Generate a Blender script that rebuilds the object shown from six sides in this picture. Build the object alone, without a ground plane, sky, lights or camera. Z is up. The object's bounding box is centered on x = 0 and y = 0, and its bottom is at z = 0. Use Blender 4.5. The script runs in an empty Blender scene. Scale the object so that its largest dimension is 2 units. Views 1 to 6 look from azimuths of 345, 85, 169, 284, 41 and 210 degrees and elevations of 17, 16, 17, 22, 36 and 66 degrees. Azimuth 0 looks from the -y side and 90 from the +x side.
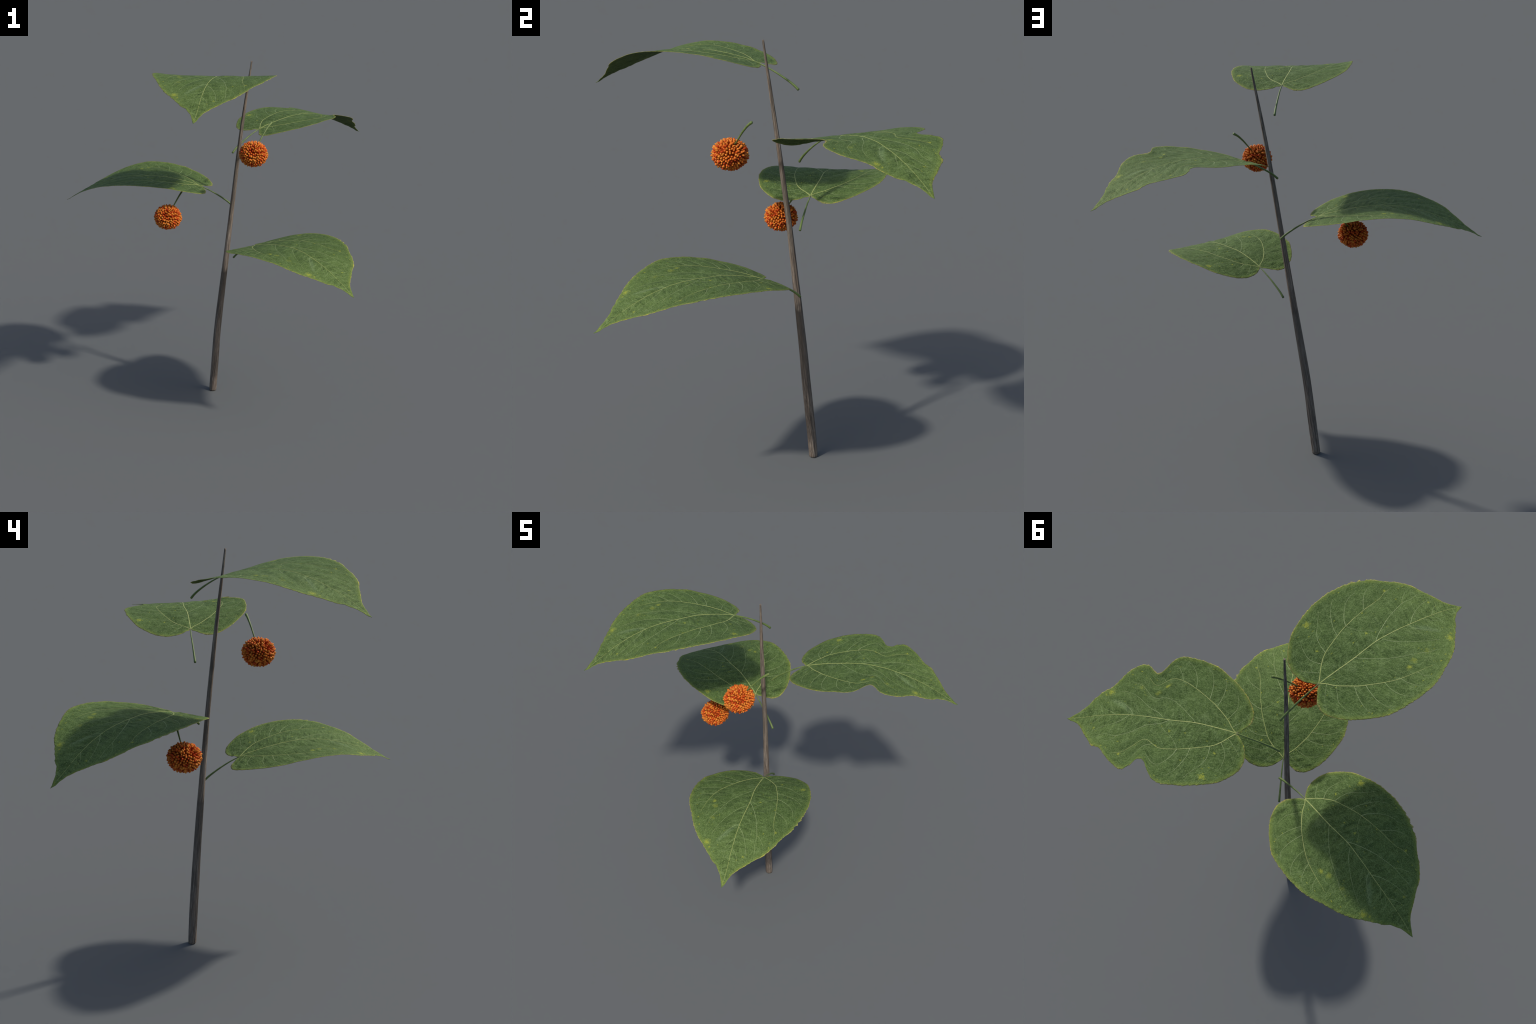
"""A slender woody twig with four heart-shaped leaves and two round orange fruits.

Every leaf is one design: a flat heart outline laid on a bent surface (leaf frame:
x runs from the foot of the petiole to the tip, y to the left, z up), set round an
upright growth line at a fixed turn and a fixed rise.  One leaf is pinched at the sides.
"""
import bpy, math, random
import numpy as np
from mathutils import Vector, Matrix, noise

rng = random.Random(7)

# ---------------------------------------------------------------- sizes and rules
GROWTH_LINE = (0.0, 0.2)            # x, y of the upright line the petioles start from
FIRST_RISE, RISE = 0.8590, 0.3085   # height of the first petiole foot, step to the next
FIRST_TURN, TURN = -65.0, -136.37   # azimuth of the first leaf, turn to the next (degrees)
PINCHED_LEAF = 2                    # which of the four has the pinched sides
BLADE_HALF_THICKNESS = 0.0006
HUB = (0.5, 0.0)                    # middle of the blade, the outline is star shaped round it

# bend of the blade along its length (polynomial in x), and how each half rises toward its
# margin (a square law whose size is a polynomial in x - 0.5, and a slight slope)
BEND = (1.1884, -3.0040, 2.6264, -1.5477, 0.7154, 0.0247)
RISE_LEFT = (3.776, 1.103, -.0468, .0321)
RISE_RIGHT = (-6.752, -.977, .5006, .2237)
SLOPE_LEFT, SLOPE_RIGHT = .0084, -.0212
LOBE_DROP = -.05         # the right lobe behind the joint is lifted a little

# outline of the blade: from the petiole joint round each lobe to the tip
LEFT_EDGE = [(.190, -.001), (.165, .028), (.150, .052), (.142, .082), (.139, .117), (.149, .160), (.166, .187),
             (.196, .220), (.222, .243), (.245, .258), (.282, .272), (.312, .283), (.348, .293), (.380, .301),
             (.410, .303), (.457, .309), (.511, .303), (.530, .303), (.563, .294), (.581, .298), (.588, .286),
             (.614, .285), (.621, .274), (.649, .271), (.680, .2515), (.691, .240), (.721, .222), (.756, .205),
             (.785, .184), (.818, .156), (.835, .124), (.867, .086), (.897, .044), (.922, .022), (.952, .007),
             (.978, -.007)]
RIGHT_EDGE = [(.190, -.003), (.177, -.015), (.157, -.040), (.135, -.068), (.132, -.088), (.132, -.113),
              (.145, -.147), (.160, -.170), (.177, -.194), (.206, -.221), (.237, -.246), (.277, -.271),
              (.305, -.289), (.334, -.300), (.378, -.308), (.422, -.311), (.468, -.313), (.510, -.309),
              (.545, -.306), (.588, -.290), (.618, -.277), (.649, -.258), (.686, -.243), (.733, -.213),
              (.768, -.187), (.795, -.155), (.824, -.128), (.847, -.103), (.865, -.088), (.880, -.062),
              (.898, -.050), (.920, -.031), (.944, -.021), (.978, -.007)]

# veins: points in the flat outline, thickness at the start and at the end
MIDRIB = ([(.191, -.002), (.28, -.004), (.372, -.005), (.486, .003), (.58, .0), (.668, -.004), (.79, -.005), (.889, -.003), (.965, -.007)], .0029, .0006)
LATERALS = [
    ([(.191, -.002), (.204, .010), (.217, .024), (.251, .060), (.293, .090), (.376, .120), (.429, .135), (.539, .154), (.627, .165), (.672, .182), (.700, .186)], .0024, .0005),
    ([(.191, -.002), (.202, -.008), (.217, -.023), (.243, -.057), (.297, -.105), (.334, -.131), (.401, -.170), (.463, -.196), (.536, -.211), (.575, -.216), (.612, -.222)], .0024, .0005)]
SIDE_VEINS = [
    ([(.372, -.005), (.404, -.034), (.456, -.075), (.493, -.097), (.537, -.118), (.588, -.137), (.638, -.158), (.694, -.168)], .0011),
    ([(.515, -.002), (.544, -.033), (.589, -.066), (.647, -.097), (.695, -.117), (.735, -.128)], .0009),
    ([(.650, -.003), (.673, -.035), (.713, -.062), (.758, -.083)], .0008),
    ([(.735, -.005), (.765, -.028), (.800, -.044)], .0007),
    ([(.486, .003), (.514, .023), (.561, .048), (.609, .070), (.661, .087), (.706, .100), (.763, .105), (.807, .116)], .0013),
    ([(.706, .100), (.723, .121), (.756, .143)], .0007),
    ([(.668, -.004), (.699, .022), (.740, .045), (.785, .062), (.832, .073)], .0011),
    ([(.790, -.005), (.819, .021), (.856, .039)], .0008),
    ([(.224, .033), (.188, .070), (.164, .105)], .0008),
    ([(.251, .061), (.232, .091), (.224, .120), (.230, .167), (.242, .200)], .0010),
    ([(.293, .090), (.294, .122), (.300, .155), (.314, .183), (.339, .212), (.361, .238), (.381, .266)], .0011),
    ([(.376, .120), (.381, .155), (.397, .193), (.419, .231), (.444, .257), (.462, .272)], .0011),
    ([(.429, .135), (.442, .164), (.466, .196), (.493, .222), (.529, .240), (.558, .244)], .0012),
    ([(.539, .154), (.558, .185), (.584, .214), (.614, .232)], .0011),
    ([(.429, .135), (.442, .112), (.462, .085), (.495, .062), (.512, .044)], .0006),
    ([(.215, -.024), (.188, -.054), (.170, -.076), (.157, -.102)], .0009),
    ([(.243, -.057), (.224, -.087), (.208, -.122), (.211, -.163), (.215, -.183)], .0010),
    ([(.297, -.105), (.284, -.141), (.275, -.182), (.274, -.219), (.281, -.248)], .0012),
    ([(.334, -.131), (.330, -.170), (.330, -.214), (.341, -.256), (.368, -.283)], .0012),
    ([(.401, -.170), (.402, -.208), (.415, -.247), (.433, -.274), (.457, -.293)], .0012),
    ([(.463, -.196), (.472, -.224), (.491, -.256), (.512, -.274)], .0010),
    ([(.536, -.211), (.551, -.245), (.577, -.262)], .0009)]

# yellowed patches on the blade: x, y, radius, strength
PATCHES = [(.302, .240, .024, 1.0), (.779, -.140, .026, 1.0), (.525, -.176, .018, .9), (.477, .057, .010, 1.0), (.271, .119, .010, 1.0),
           (.513, .041, .006, .9), (.676, .190, .012, 1.0), (.740, .174, .007, .9), (.308, .151, .006, .8), (.826, .060, .010, .7),
           (.870, .082, .014, .6), (.800, -.120, .010, .8), (.640, -.150, .020, .4), (.560, -.160, .022, .5), (.425, .090, .007, .6)]

# stem: height -> centre x, centre y, radius
STEM_PROFILE = [(0.0, -.1218, .2722, .0200), (.012, -.1210, .2715, .0212), (.2, -.1092, .2552, .0212), (.4, -.0962, .2360, .0204), (.6, -.0756, .2175, .0187),
                (.78, -.0566, .1990, .0170), (.80, -.0544, .1970, .0170), (1.0, -.0340, .1752, .0147), (1.2, -.0138, .1533, .0126), (1.4, .0051, .1280, .0113),
                (1.6, .0245, .1010, .0102), (1.8, .0480, .0735, .0077), (1.93, .0655, .0543, .0053), (2.0, .0735, .0449, .0043)]

# fruits: centres of the two, half-axes to the drupelet tips
FRUIT_CENTRES = [(.0411, -.1022, 1.5244), (-.3866, .1539, 1.1426)]
FRUIT_AXES = (.0785, .0830, .0710)
DRUPELETS = 440
STALK_FOOT = (.129, .088, .1515)     # far end of the stalk, seen from the fruit's centre
STALK_JOIN = (.030, .018, .046)


# ---------------------------------------------------------------- small helpers
def bend(x, y):
    u, a = x - .5, np.abs(y)
    rise = np.where(y > 0, np.polyval(RISE_LEFT, u), np.polyval(RISE_RIGHT, u) - LOBE_DROP * np.exp(-((x - .17) / .11) ** 2))
    return np.polyval(BEND, x) + rise * a * a + np.where(y > 0, SLOPE_LEFT, SLOPE_RIGHT) * a


def relief(x, y):
    """Quilting of the blade: it swells between the veins and puckers beside the midrib."""
    d = np.full(x.shape, 9.0)
    for line in VEIN_LINES:
        d = np.minimum(d, np.min(np.hypot(x[:, None] - line[None, :, 0], y[:, None] - line[None, :, 1]), axis=1))
    swell = .0026 * (1 - np.exp(-(d / .022) ** 2))
    out = np.empty(len(x))
    for i in range(len(x)):
        broad = noise.noise(Vector((x[i] * 14, y[i] * 14, 2.0)))
        pucker = noise.noise(Vector(((x[i] - .2 * abs(y[i])) * 58, y[i] * 17, 7.0)))
        out[i] = .0014 * broad + .0026 * pucker * math.exp(-(y[i] / .16) ** 2) * min(1, d[i] / .008)
    return swell + out - .0026


PINCHES = ((.574, .305, .285, .048), (.775, .155, .15, .040))     # where along x, depth left, depth right, width


def pinch(x, y):
    """Sideways squeeze of the pinched leaf: keeps x, pulls y toward the midrib."""
    s = np.ones_like(x)
    for at, left, right, wide in PINCHES:
        s = s - np.where(y > 0, left, right) * np.exp(-((x - at) / wide) ** 2)
    return y * s


def chaikin(points, rounds=1):
    p = np.array(points, float)
    for _ in range(rounds):
        q = np.empty((2 * len(p), 2))
        q[0], q[-1] = p[0], p[-1]
        q[1:-1:2] = p[:-1] * .78 + p[1:] * .22
        q[2::2] = p[:-1] * .22 + p[1:] * .78
        p = q
    return p


def smooth_curve(points, count):
    """Catmull-Rom curve through the points, evenly resampled."""
    p = np.array(points, float)
    e = np.vstack([2 * p[0] - p[1], p, 2 * p[-1] - p[-2]])
    out = []
    for i in range(len(p) - 1):
        a, b, c, d = e[i:i + 4]
        for t in np.linspace(0, 1, 12, endpoint=False):
            out.append(.5 * (2 * b + (c - a) * t + (2 * a - 5 * b + 4 * c - d) * t * t + (3 * b - a - 3 * c + d) * t ** 3))
    out.append(p[-1])
    return resample(np.array(out), count)


def resample(p, count):
    d = np.concatenate([[0], np.cumsum(np.linalg.norm(np.diff(p, axis=0), axis=1))])
    s = np.linspace(0, d[-1], count)
    return np.stack([np.interp(s, d, p[:, k]) for k in range(p.shape[1])], 1)


def mesh_object(name, verts, faces, materials, slots=None, smooth=True):
    me = bpy.data.meshes.new(name)
    me.from_pydata([tuple(map(float, v)) for v in verts], [], faces)
    for m in materials:
        me.materials.append(m)
    if slots is not None:
        me.polygons.foreach_set("material_index", slots)
    me.polygons.foreach_set("use_smooth", [smooth] * len(me.polygons))
    me.update()
    ob = bpy.data.objects.new(name, me)
    bpy.context.collection.objects.link(ob)
    return ob


def adopt(parent, child):
    child.parent = parent
    child.matrix_parent_inverse = Matrix.Identity(4)


def tube(points, radii, sides, ups=None, flat=1.0, cap=True):
    """Tube along 3D points; flat < 1 squashes it along the given up directions."""
    p = np.array(points, float)
    n = len(p)
    tang = np.gradient(p, axis=0)
    tang /= np.linalg.norm(tang, axis=1)[:, None]
    verts, faces = [], []
    ref = np.array([0.0, 0.0, 1.0]) if abs(tang[0, 2]) < .9 else np.array([1.0, 0, 0])
    for i in range(n):
        up = ups[i] if ups is not None else ref
        side = np.cross(tang[i], up)
        side /= np.linalg.norm(side)
        up = np.cross(side, tang[i])
        if ups is None:
            ref = up
        for k in range(sides):
            a = 2 * math.pi * k / sides
            verts.append(p[i] + radii[i] * (math.cos(a) * side + flat * math.sin(a) * up))
    for i in range(n - 1):
        for k in range(sides):
            a, b = i * sides + k, i * sides + (k + 1) % sides
            faces.append((a, b, b + sides, a + sides))
    if cap:
        faces.append(tuple(range(sides))[::-1])
        faces.append(tuple((n - 1) * sides + k for k in range(sides)))
    return verts, faces


VEIN_LINES = [smooth_curve(v[0], 60) for v in [MIDRIB] + LATERALS + SIDE_VEINS]


# ---------------------------------------------------------------- materials
class Graph:
    def __init__(self, name):
        self.material = bpy.data.materials.new(name)
        self.material.use_nodes = True
        self.tree = self.material.node_tree
        self.shader = self.tree.nodes["Principled BSDF"]
        self.coords = self.tree.nodes.new("ShaderNodeTexCoord").outputs["Object"]

    def put(self, socket, value):
        if isinstance(value, bpy.types.NodeSocket):
            self.tree.links.new(value, socket)
        elif hasattr(socket.default_value, "__len__") and len(socket.default_value) == 4 and len(value) == 3:
            socket.default_value = (*value, 1)
        else:
            socket.default_value = value

    def node(self, kind, out=0, props=None, **inputs):
        n = self.tree.nodes.new("ShaderNode" + kind)
        for k, v in (props or {}).items():
            setattr(n, k, v)
        for k, v in inputs.items():
            self.put(n.inputs[int(k[1:])] if k[0] == "i" and k[1:].isdigit() else n.inputs[k.replace("_", " ")], v)
        return n.outputs[out]

    def math(self, op, a, b=0.0, c=0.0, clamp=False):
        return self.node("Math", props=dict(operation=op, use_clamp=clamp), i0=a, i1=b, i2=c)

    def noise(self, scale, detail=3.0, rough=.55, vector=None, distortion=0.0):
        return self.node("TexNoise", 0, Vector=vector or self.coords, Scale=scale, Detail=detail, Roughness=rough, Distortion=distortion)

    def step(self, value, low, high, to_low=0.0, to_high=1.0):
        return self.node("MapRange", 0, props=dict(interpolation_type="SMOOTHSTEP"), Value=value, From_Min=low, From_Max=high, To_Min=to_low, To_Max=to_high)

    def mix(self, factor, a, b, blend="MIX"):
        n = self.tree.nodes.new("ShaderNodeMix")
        n.data_type, n.blend_type = "RGBA", blend
        self.put(n.inputs[0], factor)
        self.put(n.inputs[6], a)
        self.put(n.inputs[7], b)
        return n.outputs[2]

    def bump(self, height, strength, distance):
        return self.node("Bump", 0, Height=height, Strength=strength, Distance=distance)

    def finish(self, colour, roughness, normal=None, specular=.3):
        self.put(self.shader.inputs["Base Color"], colour)
        self.put(self.shader.inputs["Roughness"], roughness)
        self.put(self.shader.inputs["Specular IOR Level"], specular)
        if normal is not None:
            self.put(self.shader.inputs["Normal"], normal)
        return self.material


def outline_radius(angle_count=44):
    """Radius of the outline round the hub as a function of the angle, for the edge mask."""
    ring = np.vstack([chaikin(LEFT_EDGE), chaikin(RIGHT_EDGE)[::-1]])
    d = ring - np.array(HUB)
    a = np.arctan2(d[:, 1], d[:, 0])
    o = np.argsort(a)
    a, r = a[o], np.hypot(d[o, 0], d[o, 1])
    a = np.concatenate([a - 2 * math.pi, a, a + 2 * math.pi])
    r = np.concatenate([r, r, r])
    at = np.unique(np.concatenate([np.linspace(-math.pi, math.pi, angle_count), [-.12, -.05, .0, .05, .12, math.pi - .06, -math.pi + .06]]))
    return at, np.interp(at, a, r)


def leaf_material(pinched):
    g = Graph("pinched_leaf_green" if pinched else "leaf_green")
    xyz = g.tree.nodes.new("ShaderNodeSeparateXYZ")
    g.put(xyz.inputs[0], g.coords)
    x, y = xyz.outputs[0], xyz.outputs[1]
    if pinched:
        s = 1.0
        for at, left, right, wide in PINCHES:
            u = g.math("DIVIDE", g.math("SUBTRACT", x, at), wide)
            e = g.math("EXPONENT", g.math("MULTIPLY", g.math("MULTIPLY", u, u), -1.0))
            s = g.math("SUBTRACT", s, g.math("MULTIPLY", e, (left + right) / 2))
        y = g.math("DIVIDE", y, s)
    flat = g.node("CombineXYZ", 0, X=x, Y=y, Z=0.0)

    # closeness to the margin: 0 at the hub, 1 on the outline
    dx = g.math("SUBTRACT", x, HUB[0])
    angle = g.math("ARCTAN2", y, dx)
    reach = g.math("SQRT", g.math("ADD", g.math("MULTIPLY", dx, dx), g.math("MULTIPLY", y, y)))
    curve = g.tree.nodes.new("ShaderNodeFloatCurve")
    c = curve.mapping.curves[0]
    at, radius = outline_radius()
    pts = [((a + math.pi) / (2 * math.pi), r) for a, r in zip(at, radius)]
    while len(c.points) < len(pts):
        c.points.new(.5, .5)
    for p, (u, v) in zip(c.points, pts):
        p.location = (u, v)
        p.handle_type = "VECTOR"
    curve.mapping.update()
    g.put(curve.inputs[1], g.math("MULTIPLY_ADD", angle, 1 / (2 * math.pi), .5))
    gap = g.math("SUBTRACT", curve.outputs[0], reach)

    # mottled green
    broad = g.noise(7, 3, .6, flat)
    middle = g.noise(38, 4, .65, flat)
    fine = g.math("ADD", g.math("MULTIPLY", g.noise(150, 2, .6, flat), .5), g.math("MULTIPLY", g.noise(310, 1, .6, flat), .5))
    colour = g.mix(g.step(broad, .35, .65), LEAF_DARK, LEAF_MID)
    colour = g.mix(g.step(middle, .45, .72, 0, .65), colour, LEAF_LIGHT)
    colour = g.mix(g.step(middle, .48, .32, 0, .42), colour, LEAF_DEEP)
    # toward the tip the blade is a little lighter and yellower
    colour = g.mix(g.step(x, .5, 1.0, 0, .42), colour, LEAF_TIP)
    # crinkled cross ripples between the side veins: shade coloured into troughs, light onto crests
    side = g.math("ABSOLUTE", y)
    across = g.node("CombineXYZ", 0, X=g.math("MULTIPLY", g.math("MULTIPLY_ADD", side, -.22, x), 66.0), Y=g.math("MULTIPLY", y, 19.0), Z=0.0)
    ripple = g.noise(1.0, 3, .6, across, .5)
    near_rib = g.step(side, .17, .02, .15, 1.0)
    colour = g.mix(g.math("MULTIPLY", g.step(ripple, .48, .33, 0, .72), near_rib), colour, LEAF_DEEP)
    colour = g.mix(g.math("MULTIPLY", g.step(ripple, .54, .70, 0, .50), near_rib), colour, VEINLET)
    # a pale fold lightening the blade colour beside the midrib toward the tip
    painted_sheen = g.node("VectorMath", 1, props=dict(operation="LENGTH"), i0=g.node("Mapping", 0, props=dict(vector_type="TEXTURE"), Vector=flat, Location=(.715, -.055, 0), Rotation=(0, 0, -.62), Scale=(.085, .017, 1.0)))
    colour = g.mix(g.step(g.math("ADD", painted_sheen, g.math("MULTIPLY", g.math("SUBTRACT", middle, .5), 1.2)), 1.1, .2, 0, .48), colour, (.150, .215, .100))
    # fine net of veinlets
    net = g.node("TexVoronoi", 0, props=dict(feature="DISTANCE_TO_EDGE"), Vector=g.mix(.012, flat, g.node("TexNoise", 1, Vector=flat, Scale=60.0)), Scale=58.0)
    netline = g.step(net, .06, .0, 0, 1)
    net_big = g.node("TexVoronoi", 0, props=dict(feature="DISTANCE_TO_EDGE"), Vector=g.mix(.03, flat, g.node("TexNoise", 1, Vector=flat, Scale=25.0)), Scale=17.0)
    bigline = g.step(net_big, .035, .0, 0, 1)
    colour = g.mix(g.math("MULTIPLY", bigline, .30), colour, VEINLET)
    colour = g.mix(g.math("MULTIPLY", netline, .30), colour, VEINLET)
    colour = g.mix(g.step(fine, .53, .34, 0, .66), colour, LEAF_DEEP)
    colour = g.mix(g.step(fine, .50, .66, 0, .52), colour, VEINLET)
    # scattered small yellow flecks, denser near the margin
    speck = g.node("Mapping", 0, Vector=flat, Rotation=(0, 0, .9), Scale=(1.0, 1.9, 1.0))
    fleck = g.node("TexVoronoi", 0, props=dict(feature="F1"), Vector=speck, Scale=46.0)
    pick = g.node("TexVoronoi", 1, props=dict(feature="F1"), Vector=speck, Scale=46.0)
    lucky = g.step(g.math("ADD", g.node("SeparateColor", 0, Color=pick), g.step(gap, .11, .0, 0, .17)), .885, .95)
    colour = g.mix(g.math("MULTIPLY", g.math("MULTIPLY", g.step(g.math("ADD", fleck, g.math("MULTIPLY", middle, .9)), .74, .42), lucky), .66), colour, FLECK)
    # the larger yellowed patches
    warp = g.math("MULTIPLY", g.math("SUBTRACT", g.noise(95, 3, .75, flat), .5), 2.8)
    patch = 0.0
    for px, py, pr, strong in PATCHES:
        d = g.node("VectorMath", 1, props=dict(operation="DISTANCE"), i0=flat, i1=(px, py, 0))
        m = g.math("MULTIPLY", g.step(g.math("ADD", g.math("DIVIDE", d, pr * .9), warp), .90, .15), strong)
        patch = g.math("MAXIMUM", patch, m)
    colour = g.mix(g.math("MULTIPLY", patch, .75), colour, FLECK)
    # yellowing toward the margin, then a tan rim with rusty stretches
    edge_noise = g.noise(30, 3, .6, flat)
    zone = g.math("MULTIPLY", g.step(gap, .024, .002), g.step(edge_noise, .30, .62, .20, .65))
    colour = g.mix(zone, colour, MARGIN_GREEN)
    rim_noise = g.noise(46, 2, .6, flat)
    rim_colour = g.mix(g.step(rim_noise, .58, .70), MARGIN_TAN, MARGIN_YELLOW)
    rim_colour = g.mix(g.step(rim_noise, .36, .28), rim_colour, MARGIN_RUST)
    colour = g.mix(g.math("MULTIPLY", g.math("MULTIPLY", g.step(gap, .0042, .0014, 0, .85), g.step(x, .955, .915)), g.step(rim_noise, .36, .52, .10, 1.0)), colour, rim_colour)
    # grey joint where the main veins meet the petiole
    joint = g.node("VectorMath", 1, props=dict(operation="DISTANCE"), i0=flat, i1=(.188, -.002, 0))
    colour = g.mix(g.step(joint, .012, .004, 0, .7), colour, (.20, .18, .12))

    height = g.math("ADD", g.math("MULTIPLY", ripple, .9), g.math("MULTIPLY", middle, .7))
    height = g.math("ADD", height, g.math("MULTIPLY", fine, .45))
    height = g.math("SUBTRACT", height, g.math("MULTIPLY", netline, .10))
    return g.finish(colour, .68, g.bump(height, .8, .0052), .06)


LEAF_DEEP, LEAF_DARK, LEAF_MID = (.024, .044, .0105), (.051, .085, .023), (.071, .115, .031)
LEAF_LIGHT, LEAF_TIP = (.106, .158, .053), (.118, .170, .048)
VEINLET, FLECK = (.160, .220, .086), (.26, .29, .040)
MARGIN_GREEN, MARGIN_TAN, MARGIN_YELLOW, MARGIN_RUST = (.155, .205, .042), (.26, .235, .080), (.36, .35, .03), (.27, .12, .035)


def vein_material():
    g = Graph("vein_cream")
    colour = g.mix(g.step(g.noise(60, 2), .35, .65), (.235, .280, .085), (.30, .325, .115))
    return g.finish(colour, .6, None, .2)


def side_vein_material():
    g = Graph("side_vein_pale_green")
    colour = g.mix(g.step(g.noise(50, 2), .35, .65), (.19, .25, .10), (.26, .31, .145))
    return g.finish(colour, .6, None, .2)


def stalk_material():
    g = Graph("stalk_green")
    colour = g.mix(g.step(g.noise(35, 3), .35, .68), (.080, .122, .033), (.125, .172, .050))
    return g.finish(colour, .5, g.bump(g.noise(160, 2), .2, .001), .3)


def bark_material():
    g = Graph("grey_brown_bark")
    xyz = g.tree.nodes.new("ShaderNodeSeparateXYZ")
    g.put(xyz.inputs[0], g.coords)
    z = xyz.outputs[2]
    # undo the lean so that the grain follows the stem
    sx = g.math("MULTIPLY_ADD", z, -.0975, xyz.outputs[0])
    sy = g.math("MULTIPLY_ADD", z, .113, xyz.outputs[1])
    grain = g.node("CombineXYZ", 0, X=g.math("MULTIPLY", sx, 330.0), Y=g.math("MULTIPLY", sy, 330.0), Z=g.math("MULTIPLY", z, 8.0))
    streak = g.noise(1.0, 5, .70, grain, .5)
    wide = g.noise(.42, 2, .5, grain)
    colour = g.mix(g.step(streak, .40, .58), BARK_DARK, BARK_MID)
    colour = g.mix(g.step(streak, .55, .70), colour, BARK_LIGHT)
    colour = g.mix(g.step(wide, .50, .72, 0, .55), colour, BARK_WARM)
    ragged = g.math("MULTIPLY_ADD", g.math("SUBTRACT", streak, .5), .05, z)
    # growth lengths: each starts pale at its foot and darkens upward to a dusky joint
    along = g.math("FRACT", g.math("DIVIDE", g.math("SUBTRACT", ragged, .110), .675))
    dark = g.math("MULTIPLY", g.step(along, .15, .95, 0, .34), g.step(z, 1.9, 1.3, .35, 1.0))
    dark = g.math("ADD", dark, g.step(ragged, .800, .770, 0, .14))
    dark = g.math("MULTIPLY", dark, g.step(g.math("ADD", z, g.math("MULTIPLY", streak, .03)), .115, .135))
    colour = g.mix(dark, colour, BARK_DUSK)
    for at, tall in ((.785, .030), (1.46, .036)):
        ring = g.step(g.math("ABSOLUTE", g.math("SUBTRACT", ragged, at)), tall, .0, 0, .32)
        colour = g.mix(ring, colour, (.060, .048, .042))
    return g.finish(colour, .75, g.bump(streak, .9, .0045), .2)


BARK_DARK, BARK_MID, BARK_LIGHT, BARK_WARM, BARK_DUSK = (.074, .060, .049), (.220, .182, .147), (.39, .325, .265), (.245, .172, .120), (.108, .092, .077)

DRUPELET_TONES = [((.57, .187, .026), 6), ((.53, .138, .018), 7), ((.48, .090, .012), 4), ((.42, .052, .009), 4), ((.47, .163, .024), 3)]


def drupelet_material(i, tone):
    g = Graph("drupelet_orange" if i < 2 else "drupelet_red_orange" if i < 4 else "drupelet_ochre")
    colour = g.mix(g.step(g.noise(140, 2), .35, .7), tone, tuple(min(1, t * 1.12) for t in tone))
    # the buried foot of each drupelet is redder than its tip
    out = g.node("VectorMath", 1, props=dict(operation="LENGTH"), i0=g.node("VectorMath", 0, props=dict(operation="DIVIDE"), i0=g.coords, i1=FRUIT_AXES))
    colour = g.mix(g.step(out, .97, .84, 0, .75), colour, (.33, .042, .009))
    return g.finish(colour, .55, None, .12)


def core_material():
    g = Graph("fruit_core_red")
    return g.finish(g.mix(g.noise(60), (.20, .020, .004), (.30, .045, .009)), .8, None, .03)


# ---------------------------------------------------------------- build
def build_stem():
    k = np.array(STEM_PROFILE)
    zs = np.concatenate([[0.0, .006], np.linspace(.013, 2, 260)])
    cx, cy, r = (np.interp(zs, k[:, 0], k[:, j]) for j in (1, 2, 3))
    for _ in range(80):          # ease the corners of the centre line and of the taper
        cx[1:-1] = (cx[:-2] + 2 * cx[1:-1] + cx[2:]) / 4
        r[3:-1] = (r[2:-2] + 2 * r[3:-1] + r[4:]) / 4
        cy[1:-1] = (cy[:-2] + 2 * cy[1:-1] + cy[2:]) / 4
    sides, verts, faces = 40, [], []
    for i, z in enumerate(zs):
        for s in range(sides):
            a = 2 * math.pi * s / sides
            ridge = noise.noise(Vector((math.cos(a) * 3.2, math.sin(a) * 3.2, z * 1.6)))
            groove = noise.noise(Vector((math.cos(a) * 7.5 + 9, math.sin(a) * 7.5, z * 5)))
            rr = r[i] * (1 + .055 * ridge + .06 * groove + .030 * math.cos(9 * a + 3 * ridge))
            verts.append((cx[i] + rr * math.cos(a), cy[i] + rr * math.sin(a), z))
    n = len(zs)
    for i in range(n - 1):
        for s in range(sides):
            a, b = i * sides + s, i * sides + (s + 1) % sides
            faces.append((a, b, b + sides, a + sides))
    faces.append(tuple(range(sides))[::-1])
    faces.append(tuple((n - 1) * sides + s for s in range(sides)))
    ob = mesh_object("stem", verts, faces, [bark_material()])
    for f in ob.data.polygons[-2:]:
        f.use_smooth = False
    return ob


def toothed_outline():
    """Closed outline, left side from joint to tip then right side back, with small teeth."""
    out = []
    for edge, seed in ((LEFT_EDGE, 3), (RIGHT_EDGE, 11)):
        r = random.Random(seed)
        p = resample(chaikin(edge, 1), 420)
        t = np.gradient(p, axis=0)
        t /= np.linalg.norm(t, axis=1)[:, None]
        nrm = np.stack([-t[:, 1], t[:, 0]], 1) * (1 if edge is LEFT_EDGE else -1)
        rise = np.zeros(len(p))
        i = 12
        while i < len(p) - 18:           # saw teeth leaning toward the tip, coarser in the middle of the edge
            length = r.randint(4, 12)
            coarse = math.exp(-((i / len(p) - .55) / .20) ** 2)
            tall = r.uniform(.25, 1.0) * (.0030 + .0032 * coarse) * min(1, length / 9) * min(1, (len(p) - i) / 70, i / 40)
            for j in range(length):
                rise[i + j] = tall * ((j / (length - 1)) ** 1.4 - .35)
            i += length
        out.append(p + nrm * rise[:, None])
    return np.vstack([out[0][:-1], out[1][::-1][:-1]])


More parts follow.
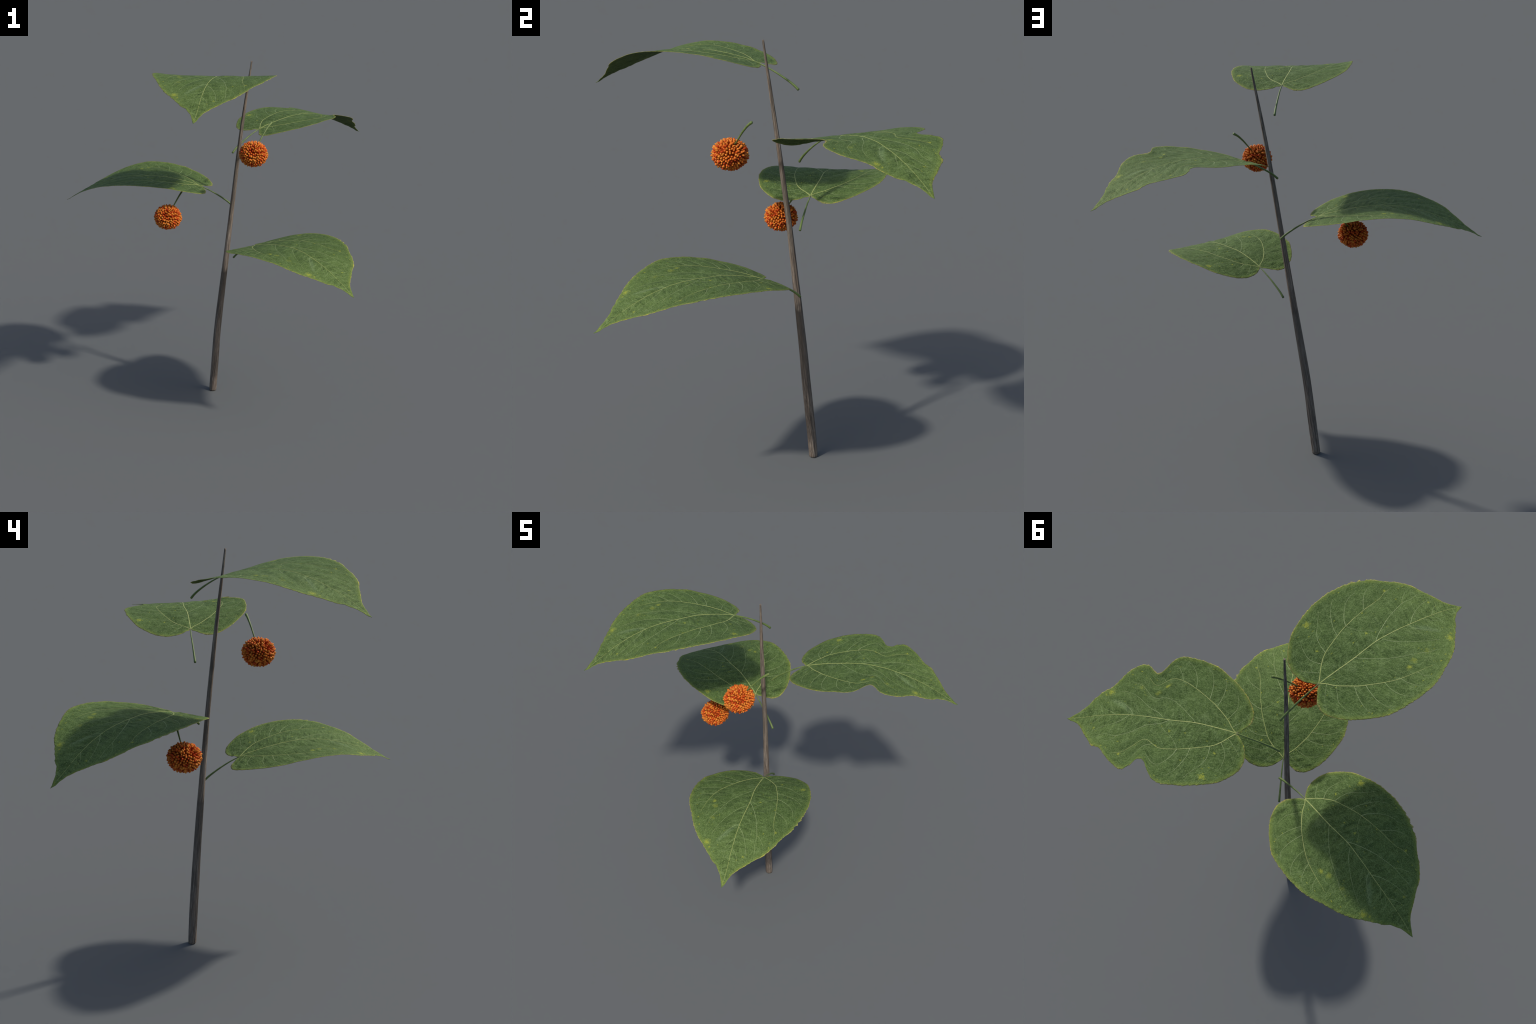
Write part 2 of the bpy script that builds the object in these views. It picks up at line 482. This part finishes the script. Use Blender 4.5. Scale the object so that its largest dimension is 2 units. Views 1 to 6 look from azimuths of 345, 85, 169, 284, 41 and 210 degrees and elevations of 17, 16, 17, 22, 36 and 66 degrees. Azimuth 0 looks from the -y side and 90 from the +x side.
def build_blade(name, pinched, material):
    ring = toothed_outline()
    hub = np.array(HUB)
    fractions = [0.0] + list(np.linspace(.02, .97, 62)) + [.985, 1.0]
    layers = [np.repeat(hub[None], 1, 0)] + [hub + (ring - hub) * f for f in fractions[1:]]
    flat = np.vstack(layers)
    m = len(ring)
    z = bend(flat[:, 0], flat[:, 1])
    z = z + relief(flat[:, 0], flat[:, 1])
    y = pinch(flat[:, 0], flat[:, 1]) if pinched else flat[:, 1]
    top = np.stack([flat[:, 0], y, z + BLADE_HALF_THICKNESS], 1)
    low = np.stack([flat[:, 0], y, z - BLADE_HALF_THICKNESS], 1)
    verts = np.vstack([top, low])
    n, faces = len(top), []
    for s in range(m):
        faces.append((0, 1 + (s + 1) % m, 1 + s))
    for k in range(len(layers) - 2):
        a0, b0 = 1 + k * m, 1 + (k + 1) * m
        for s in range(m):
            t = (s + 1) % m
            faces.append((a0 + s, a0 + t, b0 + t, b0 + s))
    faces += [tuple(n + i for i in f[::-1]) for f in faces]
    rim = 1 + (len(layers) - 2) * m
    for s in range(m):
        t = (s + 1) % m
        faces.append((rim + s, rim + t, n + rim + t, n + rim + s))
    return mesh_object(name, verts, faces, [material])


def vein_mesh(name, points, start, end, pinched, material):
    p = smooth_curve(points, max(10, int(len(points) * 6)))
    z = bend(p[:, 0], p[:, 1])
    z = z + relief(p[:, 0], p[:, 1])
    y = pinch(p[:, 0], p[:, 1]) if pinched else p[:, 1]
    path = np.stack([p[:, 0], y, z + BLADE_HALF_THICKNESS * 1.5], 1)
    e = 1e-3
    slope = (bend(p[:, 0] + e, p[:, 1]) - bend(p[:, 0] - e, p[:, 1])) / (2 * e)
    ups = np.stack([-slope, np.zeros(len(p)), np.ones(len(p))], 1)
    ups /= np.linalg.norm(ups, axis=1)[:, None]
    t = np.linspace(0, 1, len(p))
    radii = start + (end - start) * t ** .8
    verts, faces = tube(path, radii, 8, ups, .32)
    return mesh_object(name, verts, faces, [material])


def build_petiole(name, material):
    p = smooth_curve([(0, 0, 0), (.022, 0, .0205), (.050, 0, .0410), (.0965, 0, .0700), (.145, 0, .0960), (.194, -.002, .1178)], 40)
    t = np.linspace(0, 1, 40)
    radii = .0059 - .0033 * t ** .8
    radii[0], radii[1] = .0053, .0059
    verts, faces = tube(p, radii, 14)
    return mesh_object(name, verts, faces, [material])


def build_leaves(plant):
    cream, pale, green = vein_material(), side_vein_material(), stalk_material()
    kits = {}
    petiole_mesh = None
    for i in range(4):
        pinched = i == PINCHED_LEAF
        if pinched not in kits:
            kit = [build_blade("leaf", pinched, leaf_material(pinched)), build_petiole("petiole", green),
                   vein_mesh("midrib", *MIDRIB, pinched, cream)]
            kit += [vein_mesh("main_vein", *v, pinched, cream) for v in LATERALS]
            kit += [vein_mesh("side_vein", pts, w, .0004, pinched, pale) for pts, w in SIDE_VEINS]
            kits[pinched] = kit
            parts = kit
        else:
            parts = []
            for ob in kits[pinched]:
                new = ob.copy()
                bpy.context.collection.objects.link(new)
                parts.append(new)
        leaf = parts[0]
        leaf.location = (*GROWTH_LINE, FIRST_RISE + RISE * i)
        leaf.rotation_euler = (0, 0, math.radians(FIRST_TURN + TURN * i))
        leaf.parent = plant
        for part in parts[1:]:
            adopt(leaf, part)
    return green


def build_fruits(plant, green):
    tones, odds = [t for t, _ in DRUPELET_TONES], [o for _, o in DRUPELET_TONES]
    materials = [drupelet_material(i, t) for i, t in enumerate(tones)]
    axes = np.array(FRUIT_AXES)
    # core
    verts, faces = [], []
    rows, cols = 18, 32
    for i in range(rows + 1):
        for j in range(cols):
            a, b = math.pi * i / rows, 2 * math.pi * j / cols
            verts.append(axes * .76 * np.array([math.sin(a) * math.cos(b), math.sin(a) * math.sin(b), math.cos(a)]))
    for i in range(rows):
        for j in range(cols):
            k = (j + 1) % cols
            faces.append((i * cols + j, (i + 1) * cols + j, (i + 1) * cols + k, i * cols + k))
    core = mesh_object("fruit", verts, faces, [core_material()])
    # drupelets: little fingers with round tips, spread evenly over the ball
    profile = [(0.0, .0040), (.35, .0054), (.60, .0061), (.76, .0058), (.88, .0046), (.955, .0028), (1.0, .0008)]
    sides, verts, faces, slots = 9, [], [], []
    join = Vector(STALK_JOIN).normalized()
    for i in range(DRUPELETS):
        h = 1 - 2 * (i + .5) / DRUPELETS
        a = i * math.pi * (3 - math.sqrt(5))
        d = Vector((math.sqrt(1 - h * h) * math.cos(a), math.sqrt(1 - h * h) * math.sin(a), h))
        d = (d + Vector((rng.gauss(0, .026), rng.gauss(0, .026), rng.gauss(0, .026)))).normalized()
        if d.angle(join) < .10:
            continue
        lean = (d + Vector((rng.gauss(0, .09), rng.gauss(0, .09), rng.gauss(0, .09)))).normalized()
        foot = np.array(d) * axes * .62
        tip = np.array(d) * axes * rng.uniform(.93, 1.03)
        length = np.linalg.norm(tip - foot)
        axis = Vector(tip - foot).normalized().lerp(lean, .5).normalized()
        u = axis.orthogonal().normalized()
        v = axis.cross(u)
        fat = rng.uniform(.78, 1.15)
        base = len(verts)
        for t, r in profile:
            for s in range(sides):
                b = 2 * math.pi * s / sides
                q = Vector(foot) + axis * (t * length) + (u * math.cos(b) + v * math.sin(b)) * (r * fat)
                verts.append(q)
        slot = rng.choices(range(len(tones)), odds)[0]
        for k in range(len(profile) - 1):
            for s in range(sides):
                p, q = base + k * sides + s, base + k * sides + (s + 1) % sides
                faces.append((p, q, q + sides, p + sides))
                slots.append(slot)
        faces.append(tuple(base + (len(profile) - 1) * sides + s for s in range(sides)))
        slots.append(slot)
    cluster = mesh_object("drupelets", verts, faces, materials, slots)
    cluster["kind"] = "stuff"
    # stalk
    foot, join = np.array(STALK_FOOT), np.array(STALK_JOIN)
    exit_point = np.array([.0375, .0252, .0556])
    pts = [foot, foot * .72 + exit_point * .28 + np.array([0, 0, .0085]), foot * .40 + exit_point * .60 + np.array([0, 0, .0085]), exit_point, join]
    p = smooth_curve(pts, 36)
    t = np.linspace(0, 1, 36)
    radii = .0064 - .0034 * t ** .75
    radii[0], radii[1], radii[2] = .0052, .0066, .0066
    verts, faces = tube(p, radii, 14)
    stalk = mesh_object("fruit_stalk", verts, faces, [green])
    for i, centre in enumerate(FRUIT_CENTRES):
        parts = [core, cluster, stalk] if i == 0 else [o.copy() for o in (core, cluster, stalk)]
        if i:
            for o in parts:
                bpy.context.collection.objects.link(o)
        parts[0].location = centre
        parts[0].parent = plant
        for o in parts[1:]:
            adopt(parts[0], o)


def build():
    plant = bpy.data.objects.new("fruiting_twig", None)
    bpy.context.collection.objects.link(plant)
    plant["label"] = "slender woody twig with heart-shaped green leaves and bumpy orange fruits"
    plant["category"] = "plant"
    stem = build_stem()
    stem.parent = plant
    green = build_leaves(plant)
    build_fruits(plant, green)


build()
